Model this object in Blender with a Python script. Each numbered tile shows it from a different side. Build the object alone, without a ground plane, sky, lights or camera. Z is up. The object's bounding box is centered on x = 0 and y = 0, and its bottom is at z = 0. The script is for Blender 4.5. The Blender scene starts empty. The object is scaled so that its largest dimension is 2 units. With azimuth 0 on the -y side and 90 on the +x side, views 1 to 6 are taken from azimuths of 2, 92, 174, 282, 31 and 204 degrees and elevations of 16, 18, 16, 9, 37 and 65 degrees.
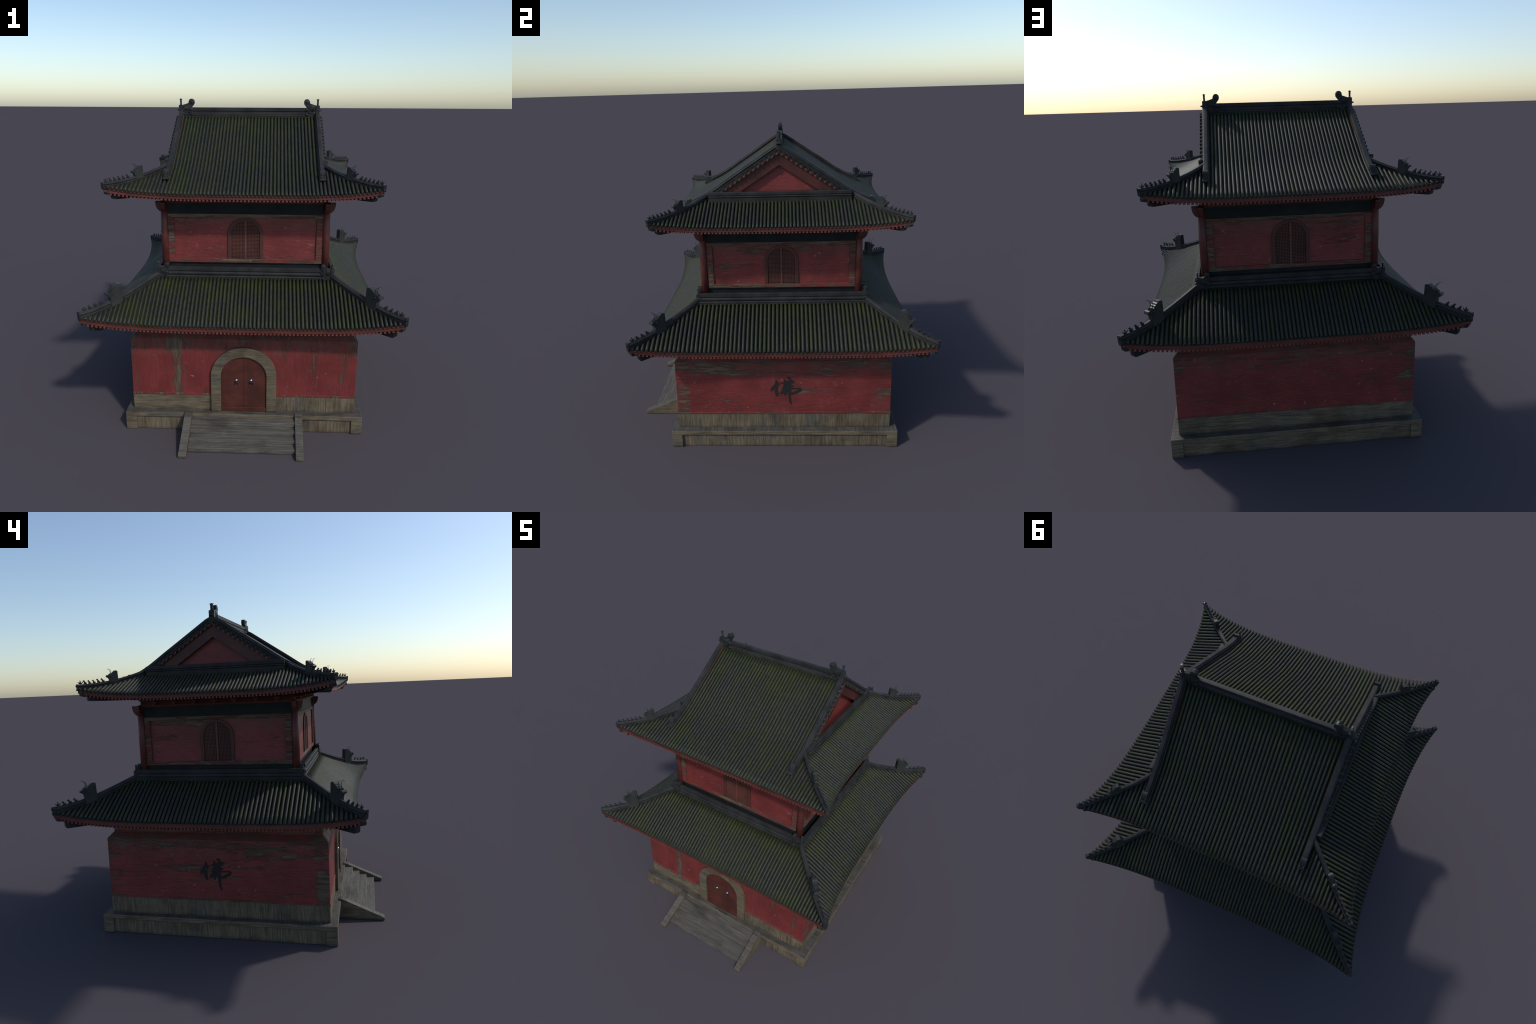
# A two-storey Chinese drum-tower style temple: stone-grey timber platform with steps, red plastered
# hall with an arched door, flared tiled skirt roof, red upper storey with lattice windows and a
# hip-and-gable tiled roof with ridge beasts.  Everything is built from profiles, sweeps and rules.
import bpy, bmesh, math, random
from mathutils import Vector, Matrix, noise

random.seed(7)
CENTRE = Vector((-0.006, 0.0465, 0.0))          # building axis in the frame
COLL = bpy.context.scene.collection

# ------------------------------------------------------------------ mesh helpers
class Shape:
    """Collects vertices and faces of one part."""
    def __init__(self):
        self.v, self.f, self.smooth = [], [], []

    def add(self, verts, faces, smooth=False):
        o = len(self.v)
        self.v += [tuple(p) for p in verts]
        for f in faces:
            self.f.append(tuple(i + o for i in f))
            self.smooth.append(smooth)

    def box(self, x0, x1, y0, y1, z0, z1):
        p = [(x, y, z) for z in (z0, z1) for y in (y0, y1) for x in (x0, x1)]
        self.add(p, [(0, 2, 3, 1), (4, 5, 7, 6), (0, 1, 5, 4), (2, 6, 7, 3), (0, 4, 6, 2), (1, 3, 7, 5)])

    def hexa(self, a, b):
        """Box between two matching quads."""
        self.add(list(a) + list(b), [(3, 2, 1, 0), (4, 5, 6, 7)] + [(i, (i + 1) % 4, 4 + (i + 1) % 4, 4 + i) for i in range(4)])

    def prism(self, outline, frame, t0, t1):
        """Outline (u, w) extruded from t0 to t1; frame(u, w, t) -> point."""
        n = len(outline)
        p = [frame(u, w, t0) for u, w in outline] + [frame(u, w, t1) for u, w in outline]
        self.add(p, [tuple(range(n - 1, -1, -1)), tuple(range(n, 2 * n))] + [(i, (i + 1) % n, n + (i + 1) % n, n + i) for i in range(n)])

    def sweep(self, profile, path, closed=True, caps=True, smooth=False):
        """profile: list of (u, w); path: list of (point, side vector, up vector)."""
        n, p = len(profile), []
        for c, s, u in path:
            p += [c + s * a + u * b for a, b in profile]
        m = n if closed else n - 1
        fs = []
        for k in range(len(path) - 1):
            for i in range(m):
                j = (i + 1) % n
                fs.append((k * n + i, k * n + j, (k + 1) * n + j, (k + 1) * n + i))
        self.add(p, fs, smooth)
        if closed and caps:
            e = (len(path) - 1) * n
            self.add(p[:n], [tuple(range(n - 1, -1, -1))])
            self.add(p[e:], [tuple(range(n))])

    def disc(self, c, axis, r, depth, seg=12):
        """Short cylinder from c along axis."""
        axis = Vector(axis).normalized()
        s = axis.orthogonal().normalized()
        t = axis.cross(s)
        ring = [(math.cos(2 * math.pi * i / seg), math.sin(2 * math.pi * i / seg)) for i in range(seg)]
        self.prism(ring, lambda a, b, d: c + s * (a * r) + t * (b * r) + axis * d, 0.0, depth)

    def ball(self, c, r, seg=12, rings=8, scale=(1, 1, 1), rot=None):
        p, f = [], []
        for i in range(rings + 1):
            th = math.pi * i / rings
            for j in range(seg):
                ph = 2 * math.pi * j / seg
                q = Vector((math.sin(th) * math.cos(ph) * r * scale[0], math.sin(th) * math.sin(ph) * r * scale[1], math.cos(th) * r * scale[2]))
                if rot is not None:
                    q = rot @ q
                p.append(Vector(c) + q)
        for i in range(rings):
            for j in range(seg):
                k = (j + 1) % seg
                f.append((i * seg + j, (i + 1) * seg + j, (i + 1) * seg + k, i * seg + k))
        self.add(p, f, True)

    def tube(self, pts, radii, seg=6):
        pts = [Vector(p) for p in pts]
        path = []
        for i, p in enumerate(pts):
            d = (pts[min(i + 1, len(pts) - 1)] - pts[max(i - 1, 0)]).normalized()
            s = d.cross(Vector((0.31, 0.77, 0.2))).normalized()
            path.append((p, s * radii[i], s.cross(d) * radii[i]))
        ring = [(math.cos(2 * math.pi * i / seg), math.sin(2 * math.pi * i / seg)) for i in range(seg)]
        self.sweep(ring, path, smooth=True)

    def mesh(self, name):
        me = bpy.data.meshes.new(name)
        me.from_pydata(self.v, [], self.f)
        me.polygons.foreach_set("use_smooth", self.smooth)
        bm = bmesh.new()
        bm.from_mesh(me)
        bmesh.ops.remove_doubles(bm, verts=bm.verts, dist=1e-6)
        bmesh.ops.recalc_face_normals(bm, faces=bm.faces)
        bm.to_mesh(me)
        bm.free()
        return me


def place(name, mesh, material=None, parent=None, matrix=None, stuff=False):
    ob = bpy.data.objects.new(name, mesh)
    COLL.objects.link(ob)
    if material is not None and not mesh.materials:
        mesh.materials.append(material)
    ob.parent = parent
    if matrix is not None:
        ob.matrix_basis = matrix
    if stuff:
        ob["kind"] = "stuff"
    return ob


def part(name, shape, material, parent, stuff=False, bevel=0.0):
    ob = place(name, shape.mesh(name), material, parent, stuff=stuff)
    if bevel:
        m = ob.modifiers.new("rounded_edges", "BEVEL")
        m.width, m.segments, m.limit_method, m.angle_limit = bevel, 2, "ANGLE", math.radians(35)
    return ob


def interp(points, x):
    """Smooth monotone-ish curve through control points (Catmull-Rom in one variable)."""
    if x <= points[0][0]:
        return points[0][1]
    for i in range(len(points) - 1):
        if x <= points[i + 1][0]:
            break
    x0, y0 = points[i]
    x1, y1 = points[i + 1]
    slope = lambda k: ((points[min(k + 1, len(points) - 1)][1] - points[max(k - 1, 0)][1]) / (points[min(k + 1, len(points) - 1)][0] - points[max(k - 1, 0)][0]))
    h = x1 - x0
    t = (x - x0) / h
    m0, m1 = slope(i) * h, slope(i + 1) * h
    return (2 * t**3 - 3 * t**2 + 1) * y0 + (t**3 - 2 * t**2 + t) * m0 + (-2 * t**3 + 3 * t**2) * y1 + (t**3 - t**2) * m1


# ------------------------------------------------------------------ materials
class Nodes:
    def __init__(self, name):
        self.mat = bpy.data.materials.new(name)
        self.mat.use_nodes = True
        self.t = self.mat.node_tree
        self.bsdf = self.t.nodes["Principled BSDF"]
        self.coord = self.t.nodes.new("ShaderNodeTexCoord").outputs["Object"]

    def link(self, a, b):
        if isinstance(a, (int, float)):
            b.default_value = a
        elif isinstance(a, tuple):
            b.default_value = a if len(a) == 4 or b.type == "VECTOR" else (*a, 1)
        else:
            self.t.links.new(a, b)

    def mapped(self, scale, offset=(0, 0, 0)):
        n = self.t.nodes.new("ShaderNodeMapping")
        self.link(self.coord, n.inputs["Vector"])
        n.inputs["Scale"].default_value = scale
        n.inputs["Location"].default_value = offset
        return n.outputs["Vector"]

    def noise(self, scale, stretch=(1, 1, 1), offset=(0, 0, 0), detail=5.0, rough=0.55, distort=0.0):
        n = self.t.nodes.new("ShaderNodeTexNoise")
        self.link(self.mapped(stretch, offset), n.inputs["Vector"])
        n.inputs["Scale"].default_value = scale
        n.inputs["Detail"].default_value = detail
        n.inputs["Roughness"].default_value = rough
        n.inputs["Distortion"].default_value = distort
        return n.outputs["Fac"]

    def step(self, value, lo, hi, out_lo=0.0, out_hi=1.0):
        n = self.t.nodes.new("ShaderNodeMapRange")
        n.interpolation_type = "SMOOTHSTEP"
        self.link(value, n.inputs["Value"])
        for k, x in zip(("From Min", "From Max", "To Min", "To Max"), (lo, hi, out_lo, out_hi)):
            n.inputs[k].default_value = x
        return n.outputs["Result"]

    def math(self, op, a, b=0.0, clamp=False):
        n = self.t.nodes.new("ShaderNodeMath")
        n.operation, n.use_clamp = op, clamp
        self.link(a, n.inputs[0])
        self.link(b, n.inputs[1])
        return n.outputs[0]

    def mix(self, fac, a, b, mode="MIX"):
        n = self.t.nodes.new("ShaderNodeMix")
        n.data_type, n.blend_type = "RGBA", mode
        self.link(fac, n.inputs[0])
        self.link(a, n.inputs[6])
        self.link(b, n.inputs[7])
        return n.outputs[2]

    def axis(self, k):
        n = self.t.nodes.new("ShaderNodeSeparateXYZ")
        self.link(self.coord, n.inputs[0])
        return n.outputs[k]

    def normal(self, k):
        g = self.t.nodes.new("ShaderNodeNewGeometry")
        n = self.t.nodes.new("ShaderNodeSeparateXYZ")
        self.link(g.outputs["Normal"], n.inputs[0])
        return n.outputs[k]

    def random(self):
        return self.t.nodes.new("ShaderNodeObjectInfo").outputs["Random"]

    def bump(self, height, strength, dist=0.002):
        n = self.t.nodes.new("ShaderNodeBump")
        n.inputs["Strength"].default_value = strength
        n.inputs["Distance"].default_value = dist
        self.link(height, n.inputs["Height"])
        self.link(n.outputs["Normal"], self.bsdf.inputs["Normal"])

    def finish(self, colour, rough=0.6, metallic=0.0, spec=0.5):
        self.link(colour, self.bsdf.inputs["Base Color"])
        self.link(rough, self.bsdf.inputs["Roughness"])
        self.bsdf.inputs["Metallic"].default_value = metallic
        self.bsdf.inputs["Specular IOR Level"].default_value = spec
        return self.mat


def stretch_for(axis, along=1.0, across=9.0):
    """Noise stretch that draws grain lines along one axis."""
    s = [across] * 3
    s["xyz".index(axis)] = along
    return tuple(s)


def weathered_wood(name, grain, seed, tone=1.0, tan_share=1.0, top_grain=None, greyed=0.0):
    """Grain runs along one axis ("h": level lines on every upright face, top_grain lines on level faces)."""
    n = Nodes(name)
    off = (seed * 3.1, seed * 1.7, seed * 2.3)
    up = n.step(n.normal(2), 0.4, 0.9)

    def grained(scale, along, across, detail, rough):
        if grain != "h":
            return n.noise(scale, stretch_for(grain, along, across), off, detail, rough)
        flat = n.noise(scale, (along, along, across), off, detail, rough)
        top = n.noise(scale, stretch_for(top_grain or "x", along, across), off, detail, rough)
        return n.math("ADD", n.math("MULTIPLY", flat, n.math("SUBTRACT", 1.0, up)), n.math("MULTIPLY", top, up))

    fine = grained(15, 0.5, 9, 7, 0.66)
    broad = grained(3.0, 0.8, 3.2, 4, 0.55)
    dark = grained(5, 0.9, 7, 3, 0.6)
    t = lambda *c: tuple(x * tone for x in c)
    tan = n.mix(n.step(fine, 0.30, 0.72), t(0.072, 0.058, 0.040), t(0.184, 0.146, 0.093))
    grey = n.mix(n.step(fine, 0.30, 0.72), t(0.052, 0.051, 0.047), t(0.108, 0.102, 0.090))
    share = n.math("MAXIMUM", n.step(broad, 0.50, 0.70, 0.0, 0.75 * tan_share), n.math("MULTIPLY", up, 0.9))
    col = n.mix(n.math("MAXIMUM", share, greyed), tan, grey)
    col = n.mix(n.step(dark, 0.56, 0.72, 0, 0.55), col, t(0.046, 0.040, 0.032))
    pale = grained(9, 0.8, 8, 3, 0.6)
    col = n.mix(n.step(pale, 0.62, 0.74, 0, 0.5), col, t(0.21, 0.178, 0.125))
    ochre = n.noise(11, (1, 1, 1), off, 3, 0.6)
    col = n.mix(n.step(ochre, 0.67, 0.77, 0, 0.4), col, (0.18, 0.125, 0.04))
    dirt = n.noise(7, (1, 1, 1), (off[1], off[0], off[2]), 6, 0.65)
    col = n.mix(n.step(dirt, 0.42, 0.70, 0.0, 0.75), col, (0.50, 0.47, 0.44), "MULTIPLY")
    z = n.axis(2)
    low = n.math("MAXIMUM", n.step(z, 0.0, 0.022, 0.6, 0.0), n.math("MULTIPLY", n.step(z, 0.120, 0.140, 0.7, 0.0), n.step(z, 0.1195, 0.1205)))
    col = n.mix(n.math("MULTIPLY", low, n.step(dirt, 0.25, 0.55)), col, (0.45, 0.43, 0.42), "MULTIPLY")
    n.bump(fine, 0.45, 0.0014)
    return n.finish(col, 0.75, spec=0.3)


def worn_red(name, grain, seed, amount=0.0, patches=(), top=0.6, edge=0.6, tall=True, stripe=None):
    """Red paint that has flaked off to grey-brown boards.  patches: (along, height, half length, half height, strength)."""
    n = Nodes(name)
    off = (seed * 2.7, seed * 4.1, seed * 1.3)
    flake = n.noise(4.6, stretch_for(grain, 0.55, 3.6), off, 9, 0.68, 0.4)
    chips = n.noise(20, stretch_for(grain, 0.55, 3.2), off, 9, 0.74, 0.8)
    lines = n.noise(12, stretch_for(grain, 0.5, 9), off, 6, 0.62)
    wrinkle = n.noise(26, stretch_for(grain, 0.8, 1.7), off, 7, 0.62, 1.2)
    along = "x" if name.startswith("front") or name.startswith("back") else "y"
    a, z = n.axis("xyz".index(along)), n.axis(2)
    washed = n.step(z, top - 0.13, top - 0.005)                                             # stained top
    bias = n.math("MULTIPLY", washed, 0.05)
    bias = n.math("ADD", bias, n.step(z, 0.2355, 0.2385, 0.07, 0.0))
    border = n.step(n.math("ABSOLUTE", a), edge - 0.012, edge + 0.006)
    bias = n.math("ADD", bias, n.math("MULTIPLY", border, 0.05))
    for pa, pz, la, lz, w in patches:
        da = n.math("DIVIDE", n.math("SUBTRACT", a, pa), la)
        dz = n.math("DIVIDE", n.math("SUBTRACT", z, pz), lz)
        r = n.math("ADD", n.math("MULTIPLY", da, da), n.math("MULTIPLY", dz, dz))
        bias = n.math("ADD", bias, n.step(r, 0.15, 1.25, w * 0.85, 0.0))
    field = n.math("ADD", n.math("ADD", n.math("MULTIPLY", flake, 0.46), n.math("MULTIPLY", chips, 0.54)), bias)
    mask = n.step(field, 0.565 - amount, 0.635 - amount)
    wood = n.mix(n.step(lines, 0.34, 0.68), (0.052, 0.038, 0.027), (0.135, 0.098, 0.064))
    tone = n.noise(6, (1, 1, 1), off, 5, 0.6)
    red = n.mix(n.step(tone, 0.3, 0.7), (0.126, 0.0195, 0.0190), (0.184, 0.031, 0.028))
    red = n.mix(n.step(lines, 0.45, 0.75, 0, 0.35), red, (0.105, 0.018, 0.018))
    pale = n.noise(9, (1, 1, 1), (off[0] + 9, off[1], off[2]), 4, 0.65)
    red = n.mix(n.step(pale, 0.64, 0.74, 0, 0.45), red, (0.16, 0.10, 0.11))
    stain = n.noise(16, stretch_for(grain, 0.8, 2.0), (off[1], off[2], off[0]), 8, 0.7, 0.5)
    blotch = n.noise(3.5, (1, 1, 1), (off[2], off[0], off[1]), 4, 0.6)
    worn = n.math("ADD", n.math("MULTIPLY", n.step(stain, 0.36, 0.62), n.math("MULTIPLY", washed, 0.75)), n.math("MULTIPLY", n.step(stain, 0.54, 0.66), n.step(blotch, 0.40, 0.62, 0.05, 0.65)), True)
    red = n.mix(worn, red, (0.098, 0.058, 0.042))
    col = n.mix(mask, red, wood)
    scratch = n.noise(9, stretch_for(grain, 0.9, 22), (off[1] + 4, off[2], off[0]), 4, 0.6, 0.3)
    col = n.mix(n.step(scratch, 0.60, 0.68, 0, 0.32), col, (0.145, 0.095, 0.068))
    col = n.mix(n.step(scratch, 0.40, 0.31, 0, 0.25), col, (0.050, 0.016, 0.014))
    specks = n.noise(34, (1, 1, 1), off, 3, 0.6)
    col = n.mix(n.step(specks, 0.67, 0.73, 0, 0.55), col, (0.30, 0.20, 0.19))
    rim = n.math("MULTIPLY", n.step(field, 0.572 - amount, 0.592 - amount), n.math("SUBTRACT", 1.0, mask))
    col = n.mix(n.math("MULTIPLY", rim, 0.45), col, (0.07, 0.02, 0.018))
    height = n.math("ADD", n.math("MULTIPLY", mask, -0.6), n.math("ADD", n.math("MULTIPLY", lines, 0.35), n.math("MULTIPLY", wrinkle, 1.0)))
    n.bump(height, 0.8, 0.0036)
    crease = n.step(wrinkle, 0.60, 0.70, 0, 0.30)
    col = n.mix(crease, col, (0.20, 0.105, 0.085))
    return n.finish(col, n.step(mask, 0, 1, 0.50, 0.75), spec=0.4)


def painted_red(name, dark, light, seed, grain="z", rough=0.55):
    n = Nodes(name)
    off = (seed, seed * 2.1, seed * 0.7)
    cloud = n.noise(9, (1, 1, 1), off, 6, 0.6)
    lines = n.noise(14, stretch_for(grain, 0.8, 7), off, 5, 0.6)
    col = n.mix(n.step(cloud, 0.3, 0.72), dark, light)
    col = n.mix(n.step(lines, 0.5, 0.75, 0, 0.4), col, tuple(c * 0.55 for c in dark))
    n.bump(lines, 0.25, 0.001)
    return n.finish(col, rough, spec=0.4)


def grey_clay(name, dark, light, rough=0.45, moss=0.0, seed=1.0, bump=0.3):
    n = Nodes(name)
    off = (seed, seed * 1.9, seed * 0.4)
    cloud = n.noise(12, (1, 1, 1), off, 6, 0.6)
    col = n.mix(n.step(cloud, 0.3, 0.7), dark, light)
    if moss:
        green = n.noise(22, (1, 1, 1), off, 4, 0.6)
        col = n.mix(n.step(green, 0.62, 0.75, 0, moss), col, (0.035, 0.045, 0.016))
    grain = n.noise(90, (1, 1, 1), off, 4, 0.6)
    n.bump(grain, bump, 0.0012)
    return n.finish(col, rough, spec=0.15)


def roof_tile(name, mossy, along=None):
    """Dark clay with moss in streaks that run down the slope; each row has its own share of moss."""
    n = Nodes(name)
    fine = n.noise(60, (1, 1, 1), (0, 0, 0), 5, 0.62)
    if along:
        st = stretch_for(along, 11, 120)
        streak = n.noise(1.0, (st[0], st[1], 11), (3, 5, 1), 4, 0.62)
    else:
        streak = n.noise(26, (1, 1, 1), (3, 5, 1), 4, 0.6)
    patch = n.noise(6.5, (1, 1, 1), (7, 2, 4), 5, 0.65)
    z = n.axis(2)
    crown = n.math("MAXIMUM", n.step(z, 1.74, 1.88), n.math("MULTIPLY", n.step(z, 0.86, 0.945), n.step(z, 1.0, 1.1, 1.0, 0.0)))
    if along == "x":
        crown = n.math("MAXIMUM", crown, n.math("MULTIPLY", n.step(z, 1.55, 1.60), n.step(z, 1.62, 1.66, 1.0, 0.0)))
    m = n.math("ADD", n.math("MULTIPLY", streak, 0.62), n.math("MULTIPLY", patch, 0.38))
    m = n.math("ADD", m, n.math("MULTIPLY", crown, 0.075))
    if not mossy:
        m = n.math("ADD", m, n.math("MULTIPLY", n.math("SUBTRACT", n.random(), 0.5), 0.07))
    mask = n.step(m, 0.36, 0.54, 0.45, 1.0) if mossy else n.step(m, 0.47, 0.60, 0.03, 0.88)
    clay = n.mix(n.step(fine, 0.3, 0.7), (0.0175, 0.0182, 0.0170), (0.0345, 0.0350, 0.0325))
    hue = n.noise(8, (1, 1, 1), (1, 8, 3), 4, 0.6)
    green = n.mix(n.step(hue, 0.35, 0.65), (0.020, 0.032, 0.010), (0.035, 0.040, 0.013))
    green = n.mix(n.step(fine, 0.45, 0.75), green, (0.040, 0.046, 0.013))
    col = n.mix(mask, clay, green)
    if mossy:
        col = n.mix(1.0, col, (0.78, 0.80, 0.74), "MULTIPLY")  # pan colour darkened for the occlusion shade deep between tile rows
    n.bump(fine, 0.10, 0.0005)
    return n.finish(col, n.step(mask, 0, 1, 0.54, 0.60), spec=0.26)


def plain(name, col, rough=0.6, metallic=0.0):
    n = Nodes(name)
    v = n.noise(20, (1, 1, 1), (2, 3, 4), 4, 0.6)
    c = n.mix(n.step(v, 0.3, 0.7), tuple(x * 0.75 for x in col), tuple(x * 1.2 for x in col))
    return n.finish(c, rough, metallic)


M = dict(
    wood_x=weathered_wood("weathered_boards_level", "h", 1.0),
    rail=weathered_wood("weathered_rail_boards", "h", 2.0, 1.1),
    wood_z=weathered_wood("weathered_boards_upright", "z", 3.0),
    arch=weathered_wood("weathered_arch_stone", "h", 4.4, 0.95),
    tread=weathered_wood("weathered_treads", "h", 5.2, 1.10, 1.15, greyed=0.80),
    trim=painted_red("eave_red_paint", (0.070, 0.017, 0.013), (0.118, 0.028, 0.022), 2.0, "x", 0.6),
    rafter=painted_red("rafter_red_paint", (0.115, 0.030, 0.020), (0.195, 0.052, 0.036), 3.3, "z", 0.6),
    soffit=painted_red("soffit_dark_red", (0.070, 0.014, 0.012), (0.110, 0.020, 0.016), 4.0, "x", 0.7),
    column=painted_red("column_red_paint", (0.068, 0.017, 0.014), (0.120, 0.028, 0.022), 6.0, "z", 0.5),
    door=painted_red("door_red_paint", (0.050, 0.0145, 0.0105), (0.092, 0.0250, 0.0175), 8.0, "x", 0.5),
    barge=painted_red("bargeboard_red_paint", (0.042, 0.011, 0.009), (0.078, 0.019, 0.014), 3.0, "y", 0.5),
    lattice=painted_red("lattice_red_paint", (0.090, 0.031, 0.022), (0.145, 0.047, 0.034), 9.0, "z", 0.6),
    window=painted_red("window_frame_paint", (0.050, 0.018, 0.014), (0.085, 0.028, 0.022), 5.0, "z", 0.6),
    drip=painted_red("gable_drip_paint", (0.13, 0.032, 0.022), (0.20, 0.050, 0.036), 7.0, "z", 0.6),
    dark=plain("window_dark", (0.006, 0.004, 0.004), 0.9),  # near-black, paints the unlit depth of a recess that is not cut
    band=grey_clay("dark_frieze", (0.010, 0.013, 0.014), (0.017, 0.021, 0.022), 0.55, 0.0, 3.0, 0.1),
    ridge=grey_clay("ridge_clay", (0.018, 0.018, 0.0185), (0.034, 0.034, 0.034), 0.52, 0.15, 2.0, 0.1),
    beast=grey_clay("beast_clay", (0.024, 0.026, 0.025), (0.040, 0.042, 0.041), 0.38, 0.15, 5.0, 0.3),
    glazed=grey_clay("ornament_clay", (0.018, 0.019, 0.020), (0.038, 0.039, 0.040), 0.30, 0.1, 6.0, 0.4),
    end=grey_clay("tile_end_clay", (0.016, 0.018, 0.018), (0.040, 0.044, 0.036), 0.55, 0.5, 8.0, 0.4),
    beam=grey_clay("corner_beam_paint", (0.014, 0.018, 0.019), (0.027, 0.032, 0.032), 0.5, 0.0, 9.0, 0.2),
    pan=roof_tile("mossy_pan_tiles", True),
    row_y=roof_tile("clay_tile_row", False, "y"),
    row_x=roof_tile("clay_tile_row_side", False, "x"),
    ink=plain("black_ink", (0.007, 0.008, 0.009), 0.8),
    ring=plain("dark_iron", (0.05, 0.05, 0.052), 0.35, 0.8),
    iron=plain("polished_iron", (0.33, 0.35, 0.37), 0.22, 1.0),
)

root = bpy.data.objects.new("temple_tower", None)
COLL.objects.link(root)
root.location = CENTRE
root["label"] = "two-storey red Chinese temple tower with flared mossy tiled roofs"
root["category"] = "temple"

SIDES = ("front", "right", "back", "left")


def side_frame(side, u, n, z):
    """u runs left to right as seen from outside, n is the distance from the axis."""
    if side == "front":
        return Vector((u, -n, z))
    if side == "back":
        return Vector((-u, n, z))
    if side == "right":
        return Vector((n, u, z))
    return Vector((-n, -u, z))


def half_extents(side, hx, hy):
    return (hx, hy) if side in ("front", "back") else (hy, hx)       # (half length, distance)


def mitred(shape, side, profile, hx, hy):
    """Strip of a profile (offset, z) round one side of a rectangle with mitred ends."""
    w, d = half_extents(side, hx, hy)
    pts = []
    for o, z in profile:
        pts += [side_frame(side, -(w + o), d + o, z), side_frame(side, w + o, d + o, z)]
    shape.add(pts, [(2 * i, 2 * i + 1, 2 * i + 3, 2 * i + 2) for i in range(len(profile) - 1)])


# ------------------------------------------------------------------ platform, steps
PX, PY0, PY1, PZ = 0.7315, -0.7305, 0.7325, 0.120
s = Shape()
s.box(-PX, PX, PY0, PY1, 0.0915, PZ)
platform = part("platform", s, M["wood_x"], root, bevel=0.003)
for sx in (-1, 1):
    for y0, y1 in ((PY0, PY0 + 0.066), (PY1 - 0.066, PY1)):
        s = Shape()
        s.box(*sorted((sx * PX, sx * (PX - 0.066))), y0, y1, 0.0, 0.0912)
        part("platform_post", s, M["wood_x"], platform, bevel=0.002)
for side in SIDES:
    s = Shape()
    w, d = (PX - 0.0665, -PY0) if side == "front" else (PX - 0.0665, PY1) if side == "back" else (0.0, PX)
    if side in ("front", "back"):
        y = sorted((side_frame(side, 0, d - 0.030, 0).y, side_frame(side, 0, d - 0.012, 0).y))
        s.box(-w, w, *y, 0.0, 0.0912)
    else:
        x = sorted((side_frame(side, 0, d - 0.030, 0).x, side_frame(side, 0, d - 0.012, 0).x))
        s.box(*x, PY0 + 0.0665, PY1 - 0.0665, 0.0, 0.0912)
    part("platform_panel", s, M["wood_x"] if side == "back" else M["wood_z"], platform)

s = Shape()
tops = [0.1035, 0.0770, 0.0520, 0.0290, 0.0]
fronts = [-0.789, -0.838, -0.891, -0.945]
stair = None
for k in range(4):
    s = Shape()
    s.box(-0.3145, 0.3165, fronts[k], -0.7175, tops[k + 1], tops[k] - 0.0004)
    ob = part("stair" if k == 3 else "step", s, M["tread"], root, bevel=0.0022)
    if k == 3:
        stair = ob
for ob in [o for o in root.children if o.name.startswith("step")]:
    ob.parent = stair
for x0, x1 in ((-0.3610, -0.3152), (0.3172, 0.3620)):
    s = Shape()
    outline = [(-0.719, 0.0), (-0.719, 0.1290), (-0.738, 0.1290), (-1.0025, 0.0190), (-1.0025, 0.0)]
    s.prism(outline, lambda u, w, t: Vector((t, u, w)), x0, x1)
    part("stair_rail", s, M["rail"], stair, bevel=0.0015)

# ------------------------------------------------------------------ lower hall
H = 0.684
lower_wall_looks = dict(
    front=dict(grain="z", seed=1.3, amount=0.010, edge=0.655, patches=((-0.405, 0.42, 0.036, 0.26, 0.15), (-0.352, 0.36, 0.012, 0.09, 0.09), (-0.41, 0.56, 0.10, 0.05, 0.06), (0.62, 0.40, 0.05, 0.18, 0.05), (0.50, 0.50, 0.2, 0.05, 0.04))),
    right=dict(grain="y", seed=2.2, amount=0.008, edge=0.605, patches=((-0.48, 0.555, 0.20, 0.045, 0.12), (-0.30, 0.515, 0.20, 0.018, 0.08), (0.20, 0.52, 0.35, 0.03, 0.07), (0.35, 0.385, 0.16, 0.012, 0.09), (-0.64, 0.36, 0.05, 0.16, 0.05), (0.10, 0.39, 0.12, 0.03, 0.06))),
    back=dict(grain="x", seed=3.4, amount=-0.004, edge=0.640, patches=((0.43, 0.33, 0.22, 0.03, 0.09), (-0.30, 0.42, 0.18, 0.012, 0.09), (-0.62, 0.36, 0.06, 0.13, 0.10), (-0.5, 0.53, 0.2, 0.06, 0.05))),
    left=dict(grain="y", seed=5.1, amount=0.012, edge=0.605, patches=((-0.35, 0.52, 0.26, 0.05, 0.075), (0.14, 0.42, 0.18, 0.035, 0.11), (-0.05, 0.375, 0.22, 0.012, 0.09), (-0.65, 0.34, 0.05, 0.14, 0.10), (0.1, 0.57, 0.4, 0.03, 0.05), (-0.2, 0.44, 0.18, 0.025, 0.07))),
)
walls = {}
for side in SIDES:
    s = Shape()
    mitred(s, side, [(0.0045, 0.2225), (0.0060, 0.2235), (0.0060, 0.2345), (0.0030, 0.2362), (0.0, 0.6015), (-0.034, 0.6365), (-0.036, 0.735)], H, H)
    walls[side] = part("wall", s, worn_red(side + "_wall_paint", **lower_wall_looks[side]), root)
    s = Shape()
    mitred(s, side, [(0.0030, 0.1195), (0.0030, 0.2228)], H, H)
    part("plinth", s, {"front": M["wood_x"], "back": M["wood_x"]}.get(side, M["wood_z"]), root)
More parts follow.
